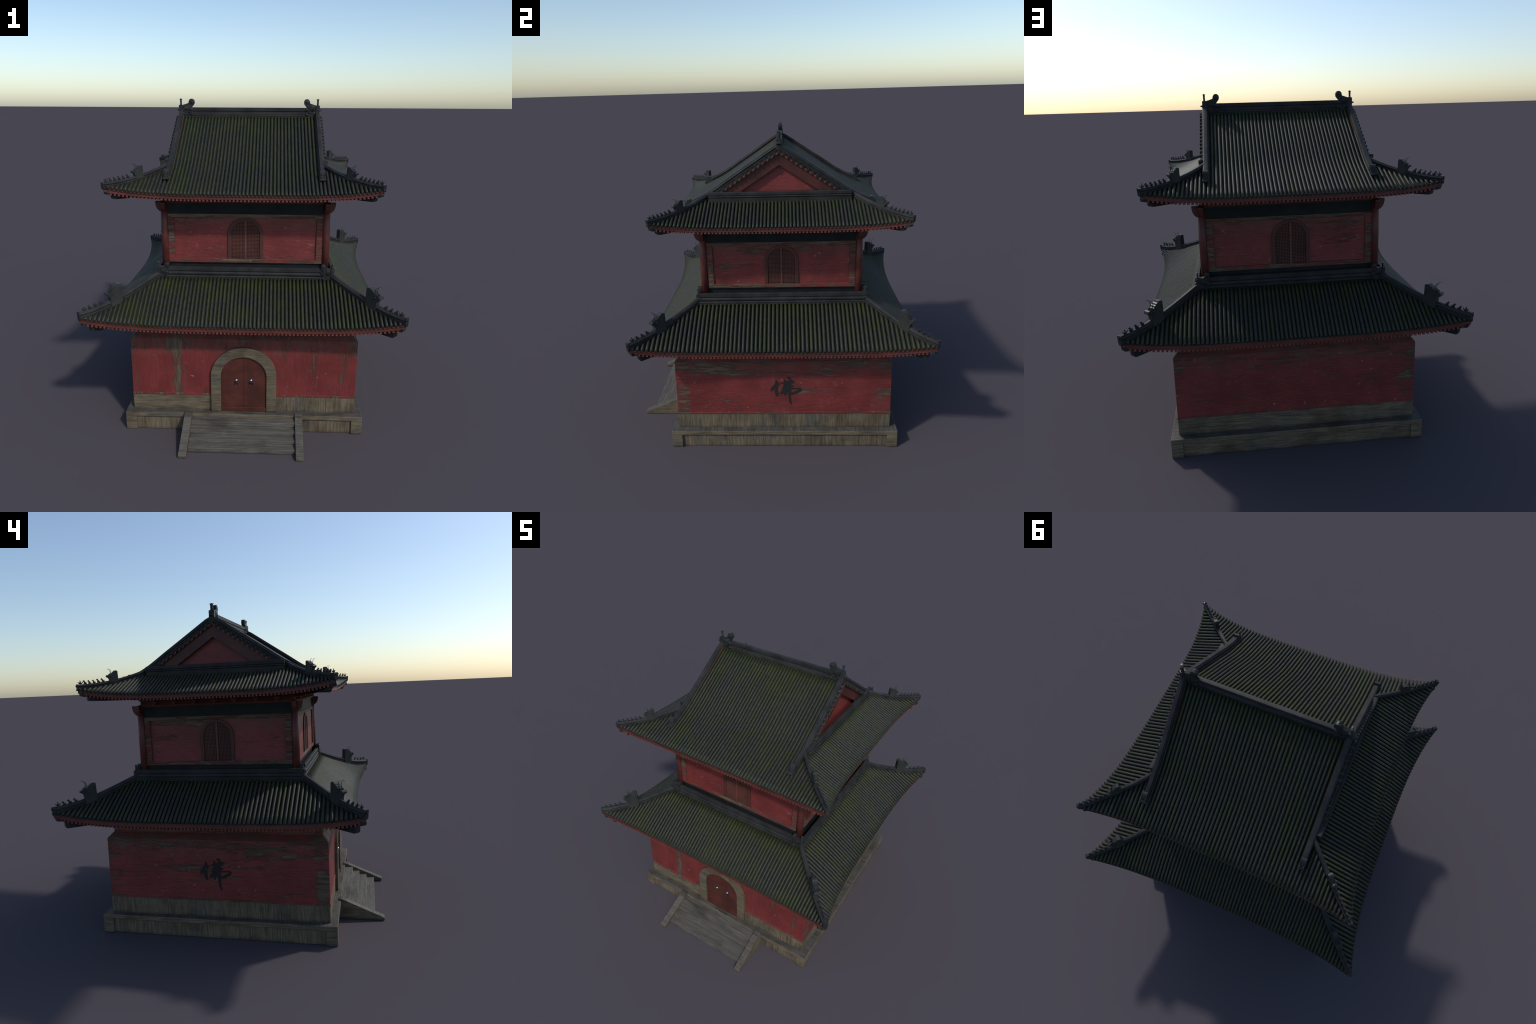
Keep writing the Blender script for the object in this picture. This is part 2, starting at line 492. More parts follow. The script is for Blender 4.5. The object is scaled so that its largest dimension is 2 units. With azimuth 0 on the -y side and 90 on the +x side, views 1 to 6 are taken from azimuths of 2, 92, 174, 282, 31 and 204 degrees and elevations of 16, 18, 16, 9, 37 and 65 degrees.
# upright boards on the right-hand half of the front plinth
s = Shape()
s.box(0.204, 0.6865, -0.6885, -0.6850, 0.1200, 0.2222)
part("plinth", s, M["wood_z"], root)


def arch_outline(half, bottom, spring, rise, steps=20):
    pts = [(half, bottom), (half, spring)]
    pts += [(half * math.cos(math.pi * k / steps), spring + rise * math.sin(math.pi * k / steps)) for k in range(1, steps)]
    return pts + [(-half, spring), (-half, bottom)]


def arch_ring(shape, side, cx, n0, n1, outer, inner):
    """Arched frame between two matching outlines, n0 (back) to n1 (face)."""
    k = len(outer)
    grid = []
    for o, n in ((inner, n0), (inner, n1), (outer, n1), (outer, n0)):
        grid += [side_frame(side, cx + u, n, z) for u, z in o]
    f = []
    for r in range(3):
        f += [(r * k + i, r * k + i + 1, (r + 1) * k + i + 1, (r + 1) * k + i) for i in range(k - 1)]
    f += [(0, k, 2 * k, 3 * k), (k - 1, 2 * k - 1, 3 * k - 1, 4 * k - 1)]
    shape.add(grid, f)


# door in the front
outer = arch_outline(0.2005, 0.1203, 0.362, 0.194, 36)
inner = arch_outline(0.1395, 0.1203, 0.362, 0.132, 36)
s = Shape()
arch_ring(s, "front", 0.0012, 0.680, 0.7060, outer, inner)
part("door_arch", s, M["arch"], root, bevel=0.002)
door = None
for sgn in (-1, 1):
    half = [(u, z) for u, z in arch_outline(0.1390, 0.1515, 0.362, 0.1315, 36)]
    leaf = [(u, z) for u, z in half if sgn * u > 1e-6]
    leaf = leaf + [(sgn * 0.0009, 0.362 + 0.1315), (sgn * 0.0009, 0.1515)] if sgn > 0 else [(sgn * 0.0009, 0.1515), (sgn * 0.0009, 0.362 + 0.1315)] + leaf
    s = Shape()
    s.prism(leaf, lambda u, w, t: Vector((0.0012 + u, -t, w)), 0.682, 0.6935)
    d = part("door", s, M["door"], root, bevel=0.0012)
    s = Shape()
    c = Vector((0.0012 + sgn * 0.0450, -0.6930, 0.3335))
    s.ball(c, 0.0125, 20, 12, (1, 0.85, 1))
    part("door_knob", s, M["iron"], d)
    s = Shape()
    rc = c + Vector((0, -0.0045, -0.0205))
    s.tube([rc + Vector((math.cos(t) * 0.0112, -0.004 * math.sin(t), math.sin(t) * 0.0112)) for t in [2 * math.pi * i / 24 for i in range(25)]], [0.0021] * 25, 8)
    part("door_ring", s, M["ring"], d)
s = Shape()
s.box(0.0012 - 0.1392, 0.0012 + 0.1392, -0.7005, -0.682, 0.1203, 0.1512)
part("door_sill", s, M["door"], root, bevel=0.002)
s = Shape()
s.box(-0.006, 0.008, -0.6925, -0.682, 0.152, 0.485)
part("door_gap", s, M["dark"], root)


# ------------------------------------------------------------------ brush-written character on the side walls
def brush(shape, side, cu, cz, pts, n0, n1, k=2.03e-4, kz=2.30e-4):
    """A stroke: control points (x, y, width) in brush units, widths swell and taper along a smooth spine."""
    xs = [[(i, p[j]) for i, p in enumerate(pts)] for j in range(3)]
    N = 6 * (len(pts) - 1)
    spine = [tuple(interp(xs[j], i * (len(pts) - 1) / N) for j in range(3)) for i in range(N + 1)]
    left, right = [], []
    for i, (x, y, w) in enumerate(spine):
        a, b = spine[max(i - 1, 0)], spine[min(i + 1, N)]
        dx, dy = b[0] - a[0], b[1] - a[1]
        q = math.hypot(dx, dy) or 1.0
        left.append((x - dy / q * w / 2, y + dx / q * w / 2))
        right.append((x + dy / q * w / 2, y - dx / q * w / 2))
    to = lambda p, n: side_frame(side, cu + (p[0] - 805) * k, n, cz + (665 - p[1]) * kz)
    v = []
    for l, r in zip(left, right):
        v += [to(l, n1), to(r, n1), to(r, n0), to(l, n0)]
    f = []
    for i in range(N):
        f += [(4 * i + j, 4 * i + (j + 1) % 4, 4 * i + 4 + (j + 1) % 4, 4 * i + 4 + j) for j in range(4)]
    f += [(3, 2, 1, 0), tuple(4 * N + j for j in range(4))]
    shape.add(v, f)


STROKES = [
    [(490, 335, 14), (530, 400, 80), (465, 505, 78), (395, 590, 92), (352, 672, 46)],
    [(505, 590, 70), (508, 690, 92), (530, 790, 84), (535, 838, 40)],
    [(490, 610, 40), (545, 540, 30), (580, 460, 18), (650, 424, 20), (740, 412, 44), (850, 398, 72), (960, 382, 96), (1035, 378, 84), (1070, 380, 30)],
    [(765, 300, 34), (785, 370, 60), (790, 470, 90), (770, 560, 110), (735, 620, 80)],
    [(855, 258, 14), (905, 248, 52), (938, 310, 76), (925, 430, 92), (905, 590, 130), (915, 720, 96), (926, 850, 66), (935, 980, 62), (962, 1060, 50), (988, 1098, 14)],
    [(695, 590, 40), (790, 545, 120), (890, 520, 150), (985, 515, 90), (1050, 522, 18)],
    [(632, 756, 40), (690, 700, 84), (780, 650, 112), (880, 612, 96), (985, 596, 34), (1130, 582, 24), (1225, 580, 30), (1272, 606, 44), (1215, 664, 72), (1100, 716, 74), (985, 748, 62), (890, 720, 50)],
    [(760, 640, 110), (780, 740, 88), (796, 812, 36)],
]
for side, cu in (("right", 0.0175), ("left", 0.0065)):
    s = Shape()
    for i, st in enumerate(STROKES):
        brush(s, side, cu, 0.392, st, 0.6825, 0.6879 + 0.00018 * i)
    part("brush_character", s, M["ink"], walls[side])

# ------------------------------------------------------------------ upper storey
UX, UY = 0.4850, 0.4870
upper_looks = dict(
    front=dict(grain="x", seed=6.3, amount=-0.020, patches=((-0.34, 1.196, 0.08, 0.008, 0.10), (-0.33, 1.303, 0.12, 0.006, 0.12), (0.36, 1.235, 0.05, 0.008, 0.08))),
    right=dict(grain="y", seed=7.7, amount=-0.005, patches=((-0.30, 1.19, 0.14, 0.045, 0.10), (-0.20, 1.27, 0.14, 0.03, 0.06), (0.13, 1.28, 0.07, 0.02, 0.10))),
    back=dict(grain="x", seed=8.2, amount=-0.010, patches=((-0.33, 1.23, 0.10, 0.06, 0.09), (-0.25, 1.16, 0.12, 0.03, 0.08))),
    left=dict(grain="y", seed=9.6, amount=-0.008, patches=((0.23, 1.285, 0.22, 0.02, 0.12), (0.32, 1.20, 0.10, 0.02, 0.08))),
)
core = Shape()
for side in SIDES:
    mitred(core, side, [(-0.004, 0.90), (-0.004, 1.03)], UX, UY)
    mitred(core, side, [(-0.010, 1.329), (0.000, 1.3312), (0.001, 1.3955), (-0.010, 1.3962)], UX + 0.003, UY + 0.003)
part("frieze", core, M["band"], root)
s = Shape()
for side in SIDES:
    mitred(s, side, [(0.0, 1.396), (0.011, 1.3965), (0.011, 1.4085), (0.0, 1.409), (-0.004, 1.470)], UX, UY)
part("wall_beam", s, M["soffit"], root)
for side in SIDES:
    w, d = half_extents(side, UX, UY)
    box = lambda sh, u0, u1, n0, n1, z0, z1: sh.hexa([side_frame(side, u, n, z0) for u, n in ((u0, n0), (u1, n0), (u1, n1), (u0, n1))], [side_frame(side, u, n, z1) for u, n in ((u0, n0), (u1, n0), (u1, n1), (u0, n1))])
    s = Shape()
    box(s, -0.466, 0.466, d - 0.02, d, 1.027, 1.3308)
    wall = part("upper_wall", s, worn_red(side + "_upper_paint", top=1.34, edge=0.44, **upper_looks[side]), root)
    s = Shape()
    box(s, -0.466, 0.466, d - 0.01, d + 0.0105, 1.3095, 1.3306)
    box(s, -0.466, 0.466, d - 0.01, d + 0.0105, 1.0282, 1.0520)
    box(s, -0.466, -0.4290, d - 0.01, d + 0.0100, 1.0520, 1.3095)
    box(s, 0.4290, 0.466, d - 0.01, d + 0.0100, 1.0520, 1.3095)
    look = dict(upper_looks[side])
    look.update(seed=look["seed"] + 20, amount=0.105, patches=((0.0, 1.32, 0.6, 0.02, 0.05),))
    part("wall_frame", s, worn_red(side + "_frame_paint", top=1.42, edge=0.9, **look), wall, bevel=0.0015)
    # arched lattice window
    cx = 0.0025
    out = arch_outline(0.1075, 1.0525, 1.205, 0.103, 28)
    inn = arch_outline(0.0855, 1.0525, 1.205, 0.0865, 28)
    s = Shape()
    arch_ring(s, side, cx, d - 0.004, d + 0.0085, out, inn)
    win = part("window", s, M["window"], wall, bevel=0.0015)
    s = Shape()
    s.prism(inn, lambda u, z, t: side_frame(side, cx + u, t, z), d - 0.002, d + 0.0012)
    part("window_back", s, M["dark"], win)
    s = Shape()
    box(s, cx - 0.0062, cx + 0.0062, d, d + 0.0075, 1.0530, 1.2905)
    part("mullion", s, M["lattice"], win)
    s = Shape()
    reach = lambda u: 1.205 + 0.0865 * math.sqrt(max(0.0, 1 - (u / 0.0855) ** 2))
    for k in range(1, 9):
        for sg in (-1, 1):
            u = sg * (0.0062 + k * 0.0793 / 9)
            box(s, cx + u - 0.0012, cx + u + 0.0012, d + 0.0008, d + 0.0042, 1.0530, reach(u))
    z = 1.0620
    while z < 1.288:
        w2 = 0.0855 if z < 1.205 else 0.0855 * math.sqrt(max(0.0, 1 - ((z - 1.205) / 0.0865) ** 2))
        for a, b in ((-w2, -0.0062), (0.0062, w2)):
            if b - a > 0.004:
                box(s, cx + a, cx + b, d + 0.0010, d + 0.0038, z - 0.0012, z + 0.0012)
        z += 0.00855
    part("lattice", s, M["lattice"], win, stuff=True)

for sx in (-1, 1):
    for sy in (-1, 1):
        c = Vector((sx * 0.4870, sy * 0.4885, 0))
        s = Shape()
        ring = [(math.cos(2 * math.pi * i / 28), math.sin(2 * math.pi * i / 28)) for i in range(28)]
        s.sweep(ring, [(c + Vector((0, 0, z)), Vector((r, 0, 0)), Vector((0, r, 0))) for z, r in ((0.935, 0.0232), (1.2, 0.0226), (1.405, 0.0215))], smooth=True)
        col = part("column", s, M["column"], root)
        # crossing beam ends with a stepped, scrolled nose
        nose = [(-0.01, 1.3450), (0.0265, 1.3450), (0.0310, 1.3510), (0.0345, 1.3515), (0.0375, 1.3590), (0.0405, 1.3600), (0.0435, 1.3700), (0.0465, 1.3720), (0.0475, 1.3850), (0.0500, 1.3880), (0.0500, 1.4030), (-0.01, 1.4030)]
        s = Shape()
        s.prism(nose, lambda u, w, t: c + Vector((sx * u, sy * t, w)), -0.0125, 0.0125)
        part("beam_end", s, M["column"], col, bevel=0.001)
        s = Shape()
        s.prism(nose, lambda u, w, t: c + Vector((sx * t, sy * u, w + 0.0008)), -0.0135, 0.0135)
        part("beam_end", s, M["column"], col, bevel=0.001)


# ------------------------------------------------------------------ roofs
class Roof:
    """A square hipped roof with flared, lifted corners.
    d: distance outwards, a: distance along the eave; both reach the hip where a == d."""
    def __init__(self, dx, dx_tip, top, eave, corner, flare, kf, lift, kl, curve):
        self.dx, self.dx_tip, self.top, self.eave, self.corner = dx, dx_tip, top, eave, corner
        self.flare, self.kf, self.lift, self.kl, self.curve = flare, kf, lift, kl, curve

    def edge(self, a):
        return self.eave + self.flare * (max(a, 0.0) / self.corner) ** self.kf

    def z(self, a, d):
        s = (d - self.top) / (self.edge(a) - self.top)
        return interp(self.curve, min(max(s, 0), 1)) + self.lift * (max(a, 0.0) / self.corner) ** self.kl * max(s, 0) ** 1.5 + (s - 1) * (-0.1 if s > 1 else 0)

    def tip(self):
        a = self.corner
        for _ in range(40):
            a = self.edge(a)
        return a

    def shift(self, a):
        """The plan is a little wider than deep, most of all at the tips."""
        return self.dx + self.dx_tip * (max(a, 0.0) / self.corner) ** 4

    def along(self, side, u):
        return abs(u) - (self.shift(abs(u) - self.shift(abs(u))) if side in ("front", "back") else 0.0)

    def out(self, side, d, a):
        return d + (self.shift(a) if side in ("right", "left") else 0.0)

    def point(self, side, u, d, lift=0.0):
        a = self.along(side, u)
        return side_frame(side, u, self.out(side, d, a), self.z(a, d) + lift)


def build_rows(roof, roof_ob, pitches, radius, start, seed, limit):
    """Pan channels, half-round tile rows, end discs and red drip tiles for all four slopes."""
    pans, ends, drips = Shape(), Shape(), Shape()
    rows = []
    rng = random.Random(seed)
    for side in SIDES:
        pitch = pitches[side]
        reach = roof.tip() + (roof.shift(roof.tip()) if side in ("front", "back") else 0)
        k = int((reach - 0.004) / pitch)
        cols = [i * pitch for i in range(-k, k + 1)]
        def upper(u):
            a = roof.along(side, u)
            d = start(side, u)
            return d if roof.top == 0 and d < 0.1 else max(d, a)
        for i, u in enumerate(cols):
            # channel to the right of this row, and the sheet under the row
            for u0, u1, dip in ((u - pitch * 0.25, u + pitch * 0.25, 0.0), (u + pitch * 0.25, u + pitch * 0.75, 1.0)):
                n, strips = 4, []
                for j in range(n + 1):
                    uu = u0 + (u1 - u0) * j / n
                    uu = max(-reach, min(reach, uu))
                    a = roof.along(side, uu)
                    d0, d1 = upper(uu) - 0.006, roof.edge(a) + 0.0012
                    sag = -0.0085 * math.sin(math.pi * j / n) * dip
                    m = 14
                    strips.append([roof.point(side, uu, d0 + (max(d1, d0 + 1e-4) - d0) * q / m, sag * (0.3 if q == m else 1.0)) for q in range(m + 1)])
                m = len(strips[0])
                pans.add([p for st in strips for p in st], [(j * m + q, j * m + q + 1, (j + 1) * m + q + 1, (j + 1) * m + q) for j in range(n) for q in range(m - 1)], True)
            a = roof.along(side, u)
            d0, d1 = upper(u), roof.edge(a) + 0.0022
            if d1 - d0 < 0.012:
                continue
            # red drip tile hanging in the gap
            um = u + pitch / 2
            am = roof.along(side, um)
            if abs(um) < reach - 0.012:
                e = roof.edge(am)
                c = roof.point(side, um, e)
                out = side_frame(side, 0, 1, 0)
                sv = side_frame(side, 1, 0, 0)
                half = pitch * 0.30
                outline = [(-half, 0.0008)] + [(-half * math.cos(math.pi * q / 6), -0.0006 - 0.0042 * math.sin(math.pi * q / 6)) for q in range(7)] + [(half, 0.0008)]
                drips.prism(outline, lambda x, w, t: c + sv * x + Vector((0, 0, w - 0.002)) + out * t, 0.0004, 0.0038)
            # half-round tiles, each slightly tapered into the next
            s = Shape()
            seg = 0.042
            cnt = max(1, round((d1 - d0) / seg))
            path, prof_n = [], 7
            r0 = radius * pitch * (1 + rng.uniform(-0.03, 0.03))
            du = rng.uniform(-0.0004, 0.0004)
            stations = []
            for q in range(cnt):
                stations += [(d0 + (d1 - d0) * (q + 0.001) / cnt, 0.996), (d0 + (d1 - d0) * (q + 0.985) / cnt, 1.004)]
            for d, f in stations:
                p = roof.point(side, u + du, d)
                p2 = roof.point(side, u + du, d + 0.004)
                p1 = roof.point(side, u + du, d - 0.004)
                t = (p2 - p1).normalized()
                sv = side_frame(side, 1, 0, 0)
                up = sv.cross(t)
                if up.z < 0:
                    up = -up
                path.append((p, sv * (r0 * f), up * (r0 * f)))
            prof = [(-1.0, -0.35)] + [(-math.cos(math.pi * q / 6), 0.50 + math.sin(math.pi * q / 6) * 0.95) for q in range(7)] + [(1.0, -0.35)]
            s.sweep(prof, path, closed=True, caps=True, smooth=True)
            rows.append((d1 - d0, s, side))
            # round end disc
            p = roof.point(side, u + du, d1) 
            out = side_frame(side, 0, 1, 0)
            ends.disc(p + Vector((0, 0, r0 * 0.52)), out + Vector((0, 0, -0.35)), r0 * 1.02, 0.0022, 10)
    part("pan_tiles", pans, M["pan"], roof_ob)
    part("tile_ends", ends, M["end"], roof_ob, stuff=True)
    part("drip_tiles", drips, M["trim"], roof_ob, stuff=True)
    rows.sort(key=lambda r: -r[0])
    rest = {}
    for i, (ln, s, side) in enumerate(rows):
        key = "row_y" if side in ("front", "back") else "row_x"
        if i < limit:
            part("tile_row", s, M[key], roof_ob)
        else:
            rest.setdefault(key, Shape()).add(s.v, s.f, True)
    for key, s in rest.items():
        part("short_tile_rows", s, M[key], roof_ob, stuff=True)


RIDGE = [(0.0, 0.0460), (0.0085, 0.0455), (0.0105, 0.0425), (0.0105, 0.0395), (0.0135, 0.0385), (0.0170, 0.0350), (0.0182, 0.0295), (0.0170, 0.0240), (0.0130, 0.0205), (0.0125, 0.0175), (0.0155, 0.0160), (0.0165, 0.0125), (0.0155, 0.0085), (0.0130, 0.0070), (0.0130, -0.0120)]


def ridge_profile(width=1.0, height=1.0):
    right = [(u * width, w * height) for u, w in RIDGE]
    return right + [(-u, w) for u, w in reversed(right[1:])]


def hip_path(roof, sx, sy, a0, a1, rise=0.0, n=28):
    pts = []
    for i in range(n + 1):
        a = a0 + (a1 - a0) * i / n
        pts.append((a, Vector((sx * (a + roof.shift(a)), sy * a, roof.z(a, a)))))
    side = Vector((-sy, sx, 0)).normalized()
    return [(p, side, Vector((0, 0, 1 + rise * max(0.0, 1 - (a - a0) / 0.11) ** 1.5))) for a, p in pts]


def eave_parts(roof, roof_ob, fascia, rafter_pitch, rw, rh, inner, inner_z, rl):
    """Red fascia that follows the curved eave, square rafter ends below it and the soffit behind."""
    f, r, sf = Shape(), Shape(), Shape()
    for side in SIDES:
        reach = roof.tip() - 0.007 + (roof.shift(roof.tip()) if side in ("front", "back") else 0)
        N = 60
        us = [-reach + 2 * reach * i / N for i in range(N + 1)]
        ring = []
        for u in us:
            a = roof.along(side, u)
            d = roof.edge(a)
            z = roof.z(a, d)
            o = lambda dd: roof.out(side, dd, a)
            ring += [side_frame(side, u, o(d - 0.004), z + 0.001), side_frame(side, u, o(d - 0.003), z - fascia), side_frame(side, u, o(d - 0.014), z - fascia), side_frame(side, u, o(d - 0.014), z + 0.001)]
        f.add(ring, [(4 * i + j, 4 * i + (j + 1) % 4, 4 * i + 4 + (j + 1) % 4, 4 * i + 4 + j) for i in range(N) for j in range(4)])
        grid = []
        for u in us:
            a = roof.along(side, u)
            d = roof.edge(a) - 0.008
            z = roof.z(a, roof.edge(a)) - fascia + 0.004
            k = min(1.0, (inner + (roof.dx if side in ("front", "back") else 0)) / max(abs(u), 1e-6))
            grid += [side_frame(side, u, roof.out(side, d, a), z), side_frame(side, u * k, roof.out(side, inner, 0.0), inner_z)]
        sf.add(grid, [(2 * i, 2 * i + 1, 2 * i + 3, 2 * i + 2) for i in range(N)])
        n = int((reach - 0.02) / rafter_pitch)
        for i in range(-n, n + 1):
            u = (i + 0.5) * rafter_pitch
            if abs(u) > reach - 0.018:
                continue
            a = roof.along(side, u)
            d1 = roof.edge(a) - 0.006
            z1 = roof.z(a, roof.edge(a)) - fascia + 0.003
            d0 = max(d1 - rl, min(a, d1 - 0.02), inner - 0.03)
            z0 = z1 + (inner_z - z1) * min(1.0, (d1 - d0) / (d1 - inner))
            q = lambda d, z: [side_frame(side, u + x, roof.out(side, d, a), z + y) for x, y in ((-rw / 2, -rh), (rw / 2, -rh), (rw / 2, 0), (-rw / 2, 0))]
            r.hexa(q(d0, z0), q(d1, z1))
    part("fascia", f, M["trim"], roof_ob)
    part("rafters", r, M["rafter"], roof_ob, stuff=True)
    part("soffit", sf, M["soffit"], roof_ob)


def hip_frame(roof, sx, sy, a_tip):
    """Frame along a hip: u outwards horizontally from a_tip, w height above its tile surface, t sideways."""
    base = Vector((sx * (a_tip + roof.shift(a_tip)), sy * a_tip, roof.z(a_tip, a_tip)))
    out = Vector((sx, sy, 0)).normalized()
    side = Vector((-sy, sx, 0)).normalized()
    return base, out, side


BEAST = [(-0.004, -0.050), (-0.002, 0.010), (0.000, 0.052), (0.000, 0.066), (0.005, 0.072), (0.015, 0.0745), (0.026, 0.0735), (0.031, 0.0665), (0.039, 0.0635), (0.042, 0.0570), (0.050, 0.0540), (0.053, 0.0465), (0.062, 0.0425), (0.066, 0.0350), (0.076, 0.0350), (0.083, 0.0375), (0.092, 0.0350), (0.097, 0.0270), (0.095, 0.0200), (0.087, 0.0150), (0.080, 0.0130), (0.074, 0.0030), (0.071, -0.004), (0.069, -0.030), (0.066, -0.056)]


def ridge_beast(scale, apron):
    """Flat guardian beast straddling the ridge: tall mane behind, wavy brow, curled snout, a pair of thin horns."""
    s = Shape()
    outline = [(u, w if w > 0 else w * apron) for u, w in BEAST]
    s.prism(outline, lambda u, w, t: Vector((u, t, w)) * scale, -0.0165, 0.0165)
    for t in (-0.019, 0.019):
        s.ball(Vector((0.060, t * 0.85, 0.026)) * scale, 0.006 * scale, 10, 6)
        s.ball(Vector((0.088, t * 0.7, 0.027)) * scale, 0.0085 * scale, 10, 6)
    for t in (-0.008, 0.008):
        pts = [(0.068, 0.030), (0.066, 0.042), (0.058, 0.052), (0.056, 0.066), (0.061, 0.079), (0.070, 0.0865), (0.082, 0.0875)]
        s.tube([Vector((u, t * (1 + 0.15 * i), w)) * scale for i, (u, w) in enumerate(pts)], [0.0030 * scale, 0.0026 * scale, 0.0022 * scale, 0.0018 * scale, 0.0016 * scale, 0.0013 * scale, 0.0009 * scale], 6)
        s.ball(Vector((0.073, t * 1.3, 0.040)) * scale, 0.0042 * scale, 8, 6)
    me = s.mesh("ridge_beast")
    me.materials.append(M["beast"])
    return me


def small_figure(rider=False):
    """Little seated animal that sits on the ridge, facing out (along +x)."""
    s = Shape()
    tilt = Matrix.Rotation(math.radians(28), 3, "Y")
    if not rider:
        s.ball((0.0, 0, 0.0085), 0.0064, 10, 7, (0.85, 0.85, 1.6), tilt)
        s.ball((-0.0035, 0, 0.0030), 0.0055, 10, 6, (1.2, 0.85, 0.75))
        s.ball((0.0052, 0, 0.0172), 0.0048, 10, 6, (1.15, 0.9, 0.9))
        s.ball((0.0100, 0, 0.0170), 0.0022, 8, 5, (1.3, 0.9, 0.8))
        for t in (-1, 1):
            s.tube([(0.0045, t * 0.0022, 0.0200), (0.0030, t * 0.0030, 0.0235)], [0.0014, 0.0003], 5)
            s.tube([(0.0035, t * 0.0028, 0.0110), (0.0062, t * 0.0030, 0.0)], [0.0017, 0.0015], 6)
        s.tube([(-0.0085, 0, 0.002), (-0.0105, 0, 0.007), (-0.0085, 0, 0.0115)], [0.0015, 0.0016, 0.0006], 5)
    else:
        s.ball((0.0, 0, 0.0060), 0.0062, 10, 7, (1.7, 0.85, 0.85))
        s.ball((0.0, 0, 0.0135), 0.0042, 10, 6, (0.8, 0.8, 1.5))
        s.ball((0.001, 0, 0.0205), 0.0028, 8, 6)
        s.tube([(0.0085, 0, 0.007), (0.0125, 0, 0.0120), (0.0150, 0, 0.0125)], [0.0026, 0.0024, 0.0012], 6)
        s.tube([(-0.0085, 0, 0.006), (-0.0135, 0, 0.0120), (-0.0150, 0, 0.0170)], [0.0028, 0.0022, 0.0006], 6)
        for t in (-1, 1):
            s.tube([(0.0, t * 0.003, 0.015), (0.0045, t * 0.0055, 0.0115)], [0.0015, 0.0010], 5)
    me = s.mesh("ridge_figure")
    me.materials.append(M["glazed"])
    return me


FIGURE, RIDER = small_figure(), small_figure(True)


def hips(roof, roof_ob, a0, rise, width, height, beast_mesh, beast_a, beast_w, figures, fig0, fig_step, beams):
    tip = roof.tip()
    for sx in (-1, 1):
        for sy in (-1, 1):
            s = Shape()
            a1 = tip - 0.006
            s.sweep(ridge_profile(width, height), hip_path(roof, sx, sy, a0, a1, rise))
            hip = part("hip_ridge", s, M["ridge"], roof_ob)
            # decorated end of the ridge
            base, out, side = hip_frame(roof, sx, sy, a1)
            s = Shape()
            plate = [(-0.0135, -0.006), (-0.008, -0.014), (0.008, -0.014), (0.0135, -0.006), (0.0165, 0.006), (0.0165, 0.028), (0.0195, 0.033), (0.0175, 0.046), (0.009, 0.0475), (-0.009, 0.0475), (-0.0175, 0.046), (-0.0195, 0.033), (-0.0165, 0.028), (-0.0165, 0.006)]
            s.prism([(u * width, w * height) for u, w in plate], lambda u, w, t: base + side * u + Vector((0, 0, w)) + out * t, -0.001, 0.0055)
            s.disc(base + Vector((0, 0, 0.029 * height)) + out * 0.0055, out, 0.0115 * width, 0.0030, 14)
            s.disc(base + Vector((0, 0, 0.029 * height)) + out * 0.0085, out, 0.0060 * width, 0.0022, 12)
            part("ridge_end", s, M["glazed"], hip)
            # guardian beast and the file of small figures
            def on_hip(a, w):
                p = Vector((sx * (a + roof.shift(a)), sy * a, roof.z(a, a) + w))
                q = Vector((sx * (a + 0.01 + roof.shift(a + 0.01)), sy * (a + 0.01), roof.z(a + 0.01, a + 0.01) + w))
                t = (q - p).normalized()
                return p, t
            p, t = on_hip(beast_a, beast_w)
            mat = Matrix((out, side, Vector((0, 0, 1)))).transposed().to_4x4()
            mat.translation = p
            place("ridge_beast", beast_mesh, None, hip, mat)
            for i in range(figures):
                a = fig0 - i * fig_step / math.sqrt(2)
                p, t = on_hip(a, 0.0452 * height)
                side2 = Vector((0, 0, 1)).cross(t).normalized()
                m = Matrix((t, side2, t.cross(side2))).transposed().to_4x4() @ Matrix.Rotation(random.uniform(-0.12, 0.12), 4, "Z") @ Matrix.Scale(random.uniform(0.92, 1.06) * beams[5], 4)
                m.translation = p
                place("ridge_figure", RIDER if i == 0 else FIGURE, None, hip, m)
            # two corner beams under the tip
            base, out, side = hip_frame(roof, sx, sy, tip)
            u_top, u_bot, l_top, l_bot, back, _ = beams
            up = [(-0.016, u_top - 0.004), (-0.018, u_bot + 0.010), (-0.020, u_bot + 0.003), (-0.032, u_bot), (-0.16, u_bot - 0.016), (-0.16, u_top - 0.016), (-0.034, u_top)]
            lo = [(-back, l_top), (-back - 0.002, l_bot + 0.007), (-back - 0.008, l_bot + 0.001), (-back - 0.02, l_bot), (-0.25, l_bot - 0.004), (-0.30, l_bot + 0.010), (-0.30, l_top)]
            for o, hw in ((up, 0.0160), (lo, 0.0185)):
                s = Shape()
                s.prism(o, lambda u, w, t: base + out * u + side * t + Vector((0, 0, w)), -hw, hw)
                part("corner_beam", s, M["beam"], roof_ob, bevel=0.0025)


# ---- lower skirt roof
low_curve = [(s_, 0.741 + 0.204 * ((1 - s_) + 0.18 * s_ * (1 - s_))) for s_ in (0, 0.2, 0.4, 0.6, 0.8, 1.0)]
low = Roof(-0.005, 0.013, 0.520, 0.8335, 0.90, 0.066, 3.3, 0.070, 3.8, low_curve)
s = Shape()
for side in SIDES:
    mitred(s, side, [(-0.060, 0.928), (0.004, 0.928)], 0.530, 0.520)
lower_roof = part("lower_roof", s, M["ridge"], root)
build_rows(low, lower_roof, dict(front=0.0229, back=0.0229, right=0.0256, left=0.0256), 0.335, lambda side, u: 0.534, 11, 150)
eave_parts(low, lower_roof, 0.0270, 0.0218, 0.0112, 0.0165, 0.646, 0.730, 0.20)
